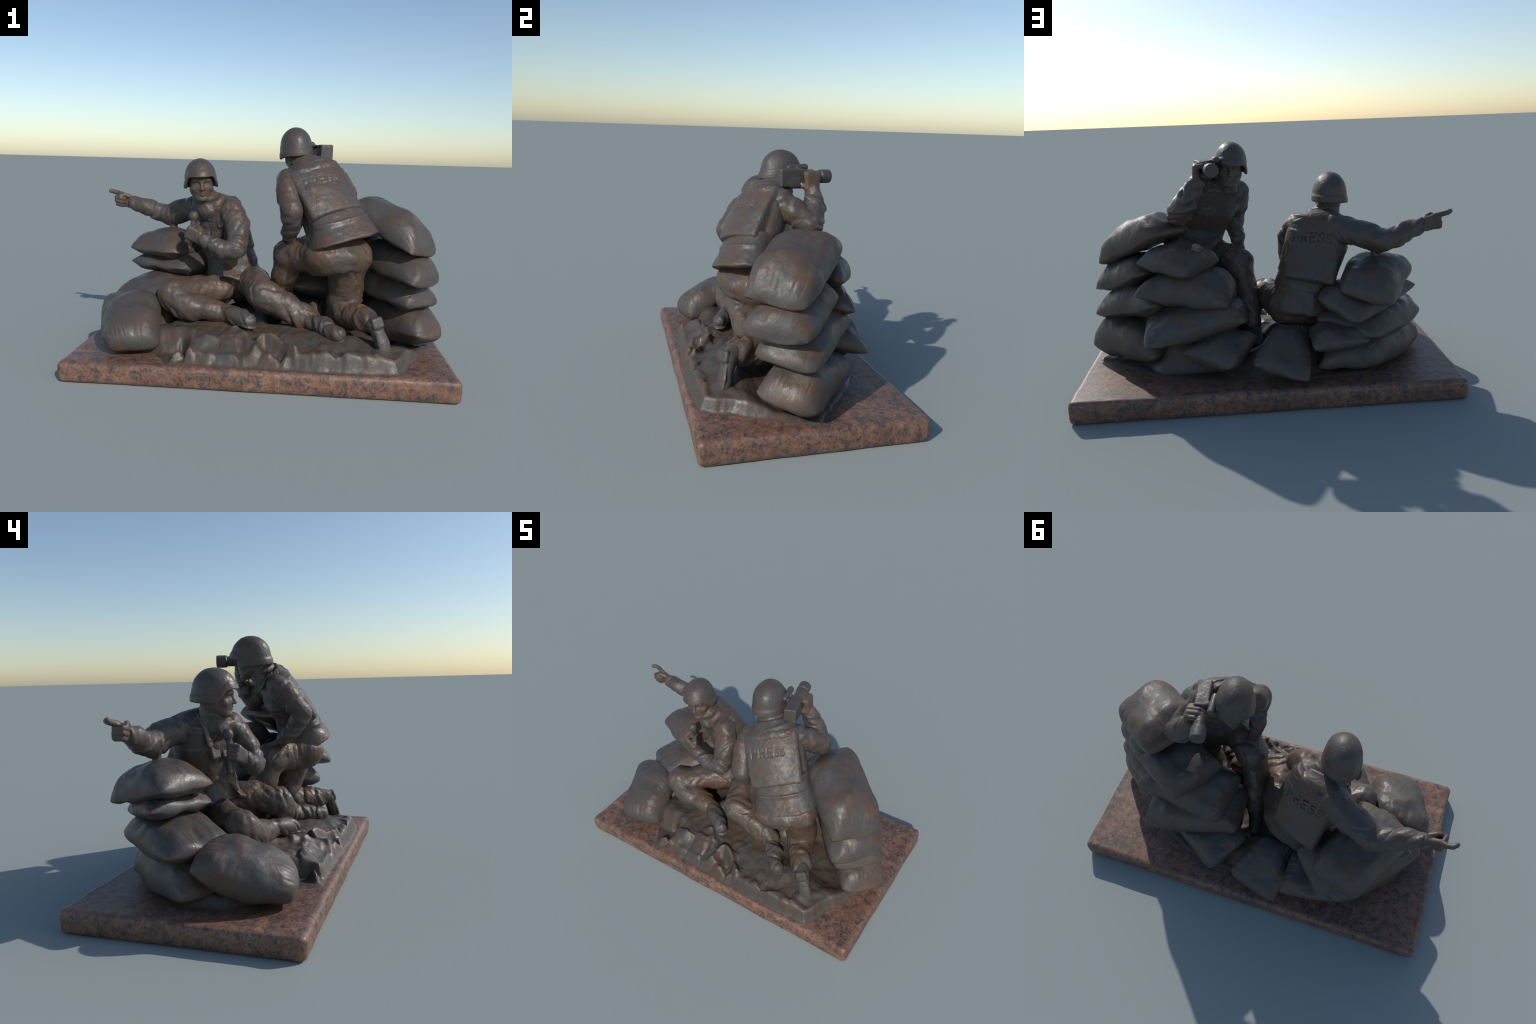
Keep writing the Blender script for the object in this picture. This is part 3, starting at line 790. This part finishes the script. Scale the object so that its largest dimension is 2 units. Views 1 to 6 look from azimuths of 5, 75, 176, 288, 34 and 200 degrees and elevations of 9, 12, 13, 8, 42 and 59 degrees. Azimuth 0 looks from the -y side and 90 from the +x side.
    ax1 = unit(toe - heel); nrm = unit(nrm - ax1 * (nrm @ ax1)); wid = np.cross(ax1, nrm)
    bt.add(Limb([(.545, -.27, .325, .047), (.572, -.315, .332, .044), (.585, -.338, .325, .042)]), 0)
    bt.add(Limb([(*(heel - nrm * .036 + ax1 * .015), .037), (*(heel - nrm * .034 + ax1 * .07), .034), (*(toe - nrm * .03 - ax1 * .02), .034)], flat=None), .02)
    bt.add(Box(heel + ax1 * .008 - nrm * .006, (.033, .030, .013), (wid, ax1, nrm), r=.012), .003)
    bt.add(Limb([(*(heel + ax1 * .06 - nrm * .010), .027), (*(heel + ax1 * .115 - nrm * .008), .036), (*(heel + ax1 * .145 - nrm * .008), .03)], flat=(nrm, .35)), .003)
    bt.cut(Limb([(*(heel + ax1 * .048 - wid * .05 + nrm * .002), .006), (*(heel + ax1 * .048 + wid * .05 + nrm * .002), .006)]), .004)
    solid_object("boot", bt, M_BOOT, lr, rough=.001)
    b2 = Solid((-.03, -.04, .16), (.2, .33, .42), 0.004)
    b2.add(Limb([(.083, .05, .31, .046), (.078, .062, .26, .048)]), 0)
    b2.add(Limb([(.078, .055, .245, .046), (.06, .12, .235, .042), (.048, .17, .225, .036)]), .02)
    solid_object("boot", b2, M_BOOT, ll, rough=.001)

# ------------------------------------------------------------------ seated reporter, pointing
def seated():
    side = unit((.937, -.35, 0)); down = unit((.27, .43, -.86)); back = unit((.301, .806, .497))
    s = Solid((-.90, -.36, .20), (.40, .40, .98), 0.0045)
    T, AL, AR, LL, LR = range(5)
    s.add(Loft([((-.19, .16, .42), .15, .12), ((-.205, .16, .54), .14, .11), ((-.25, .135, .66), .135, .105), ((-.285, .115, .77), .14, .10), ((-.31, .085, .855), .13, .085), ((-.33, .06, .895), .08, .06)], side, 2.3).folds(.004, (.2, .3, -.8), 10, 16, 4), 0, T)
    s.add(Ball((-.16, .145, .41), (.125, .10, .105)).folds(.005, (.8, .3, -.3), 20, 8, 33), .04, LL)
    # right leg folded across the front
    s.add(Limb([(-.26, .07, .385, .092), (-.375, -.022, .385, .078), (-.495, -.13, .388, .079)], 4).folds(.005, (-.8, -.6, 0), 22, 8, 6), .03, LR)
    s.add(Limb([(-.495, -.135, .375, .079), (-.42, -.155, .330, .081), (-.31, -.155, .315, .066), (-.21, -.170, .300, .05)], 4).folds(.006, (.8, -.3, -.3), 26, 8, 7), .02, LR)
    # left leg stretched forward
    s.add(Limb([(-.10, .11, .425, .10), (-.055, -.01, .436, .090), (.0, -.165, .412, .075)], 4).folds(.005, (.3, -.9, 0), 26, 8, 9), .03, LL)
    s.add(Limb([(.0, -.165, .412, .076), (.085, -.165, .372, .077), (.185, -.165, .322, .068), (.27, -.182, .285, .052)], 4).folds(.006, (.85, -.25, -.4), 26, 8, 10), .02, LL)
    # left arm bent to the chest
    s.add(Limb([(-.20, .02, .845, .062), (-.165, -.02, .79, .066), (-.15, -.075, .68, .058), (-.16, -.09, .645, .055)], 4).folds(.005, (.1, -.4, -.9), 28, 8, 12), .018, AL)
    s.add(Limb([(-.16, -.09, .645, .056), (-.22, -.105, .645, .052), (-.29, -.105, .67, .042), (-.335, -.10, .69, .037)], 4).folds(.005, (-.9, 0, .3), 34, 8, 13), .012, AL)
    # right arm pointing, elbow over the bag
    s.add(Limb([(-.375, .17, .845, .076), (-.49, .23, .822, .070), (-.60, .272, .787, .061)], 4).folds(.005, (-.85, .5, -.2), 28, 8, 14), .018, AR)
    s.add(Limb([(-.60, .268, .785, .062), (-.69, .272, .806, .055), (-.775, .255, .838, .045), (-.825, .248, .852, .040)], 4).folds(.005, (-.95, 0, .3), 34, 8, 15), .012, AR)
    torso, al, ar, ll, lr = split_object(["torso", "arm", "arm", "leg", "leg"], s, [M_COAT, M_COAT, M_COAT, M_TROUSER, M_TROUSER], seed=6)
    # jacket skirt
    j = Solid((-.45, -.14, .38), (.06, .40, .68), 0.004)
    j.add(Loft([((-.195, .125, .455), .155, .128), ((-.20, .135, .52), .145, .118), ((-.225, .14, .60), .138, .11)], side, 2.4, .01).folds(.0045, (.8, -.4, 0), 20, 7, 21), 0)
    j.add(Box((-.175, -.005, .495), (.045, .045, .012), (unit((.8, -.3, .3)), unit((-.1, -.75, -.65)), unit((.2, -.6, .6))), r=.008, bend=2), .012)
    solid_object("jacket_skirt", j, M_COAT, torso, seed=8)
    # vest
    v = Solid((-.50, -.08, .52), (0, .42, .96), 0.0034)
    v.add(Loft([((-.212, .160, .58), .146, .104), ((-.247, .150, .66), .156, .108), ((-.287, .132, .77), .164, .106), ((-.313, .112, .85), .150, .096), ((-.32, .075, .875), .10, .08)], side, 2.5, .012), 0)
    pc = V(-.243, .218, .746) - back * .014
    v.add(Box(pc + back * .016 - side * .008, (.138, .170, .030), (side, down, back), r=.020, bend=1.1, bend1=.25), .014)
    for sx in (-.078, .078):
        path = [V(-.300, .165, .86), V(-.318, .115, .895), V(-.333, .065, .892), V(-.343, .038, .85), V(-.327, .026, .77)]
        v.add(Limb([(*(q + side * sx), .026) for q in path[:3]], 3, flat=((-.1, .25, .95), .38)), .006)
        v.add(Limb([(*(q + side * sx), .025) for q in path[2:]], 3, flat=((-.25, -.9, .35), .38)), .006)
    # chest pouches
    for sx in (-.05, .03):
        v.add(Box(V(-.302, .034, .72) + side * sx, (.034, .035, .016), (side, (0, -.2, -1), unit((-.3, -.9, .2))), r=.008), .006)
    v.add(Box(V(-.317, .030, .79), (.075, .010, .012), (side, (0, -.2, -1), unit((-.3, -.9, .2))), r=.006), .005)
    right = -side; up = -down
    o = pc + back * .0458 - side * .008 - right * .105 + up * .035
    for st in press_strokes(o, right, up, (.048, .046, .044, .042, .040), (.052, .05, .048, .046, .044), .0040, back, -.105, 1.1):
        v.cut(st, .003)
    solid_object("vest", v, M_COAT, torso, rough=.0016, seed=9)
    cl = Solid((-.49, -.09, .75), (-.20, .19, 1.03), 0.0035)
    cl.add(Limb([(*(V(-.352, .045, .92) + side * math.cos(t) * .060 + unit(np.cross(side, (-.1, -.3, 1))) * math.sin(t) * .056), .016) for t in np.linspace(0, 2 * math.pi, 17)]), 0)
    cl.add(Limb([(-.332, .058, .845, .076), (-.352, .048, .915, .065), (-.360, .047, .945, .058)]).folds(.004, (0, 0, 1), 40, 10, 8), .012)
    solid_object("collar", cl, M_COAT, torso)
    fwd, upv = V(.22, -.97, -.06), V(-.06, -.05, 1)
    hc = V(-.375, .025, 1.005)
    hs, P, ax = head_solid(hc, fwd, upv)
    head = solid_object("head", hs, M_SKIN, rough=.0005)
    solid_object("helmet", helmet_solid(hc + V(-.004, .002, .022), fwd, upv, (.089, .110, .106), rim_front=.012, rim_side=-.054, rim_back=-.057), M_COAT, head, rough=.0010)
    # pointing hand
    solid_object("hand", hand_solid((-.828, .248, .853), (-.93, .10, .24), (0, -1, 0), [(-14, 22, 40), (80, 95, 50), (85, 95, 50), (90, 95, 50)], side=(0, 0, 1), scale=1.06, fr=1.15,
                 thumb=[(.030, .03, .016), (.034, .058, .03), (.022, .075, .042)]), M_SKIN, ar, rough=.0005)
    # fist on the microphone
    solid_object("hand", hand_solid((-.342, -.102, .695), (-.88, .08, .36), (.2, 1, .1), FIST, side=(0, 0, 1), scale=1.05,
                 thumb=[(.034, .03, .016), (.040, .055, .036), (.034, .06, .055)]), M_SKIN, al, rough=.0005)
    m = Solid((-.50, -.10, .58), (-.34, .03, .90), 0.003)
    m.add(Limb([(-.418, -.055, .635, .012), (-.404, -.048, .79, .014)]), 0)
    m.add(Ball((-.402, -.042, .812), (.027, .027, .030)), .006)
    solid_object("microphone", m, M_GEAR, rough=.0004)
    # prop between elbow and bag
    pr = Solid((-.64, .19, .66), (-.52, .31, .78), .003)
    pr.add(Limb([(-.58, .247, .685, .026), (-.583, .25, .715, .018), (-.587, .255, .75, .026)]).folds(.004, (0, 0, 1), 30, 20, 5), 0)
    solid_object("elbow_prop", pr, M_GEAR, ar, rough=.001)
    # boots
    for ank, mid, tip, sole, par in (((-.22, -.178, .302), (-.125, -.225, .300), (-.055, -.272, .288), (.35, -.25, -.9), lr), ((.255, -.185, .288), (.345, -.262, .272), (.402, -.335, .252), (.4, .1, -.9), ll)):
        b = Solid(np.minimum(ank, tip) - .09, np.maximum(ank, tip) + .09, .0034)
        b.add(Limb([(*ank, .045), (*(0.5 * (V(*ank) + V(*mid))), .042), (*mid, .046), (*tip, .038)], 4).folds(.004, V(*tip) - V(*ank), 40, 8, 31), 0)
        d = unit(V(*tip) - V(*mid)); sn = unit(np.asarray(sole, float) - d * (np.asarray(sole, float) @ d))
        b.add(Limb([(*(V(*mid) - d * .05 + sn * .03), .036), (*(V(*mid) + sn * .034), .034), (*(V(*tip) + sn * .026 + d * .004), .04)], flat=(sn, .3)), .004)
        solid_object("boot", b, M_BOOT, par, rough=.001)

kneeling()
seated()
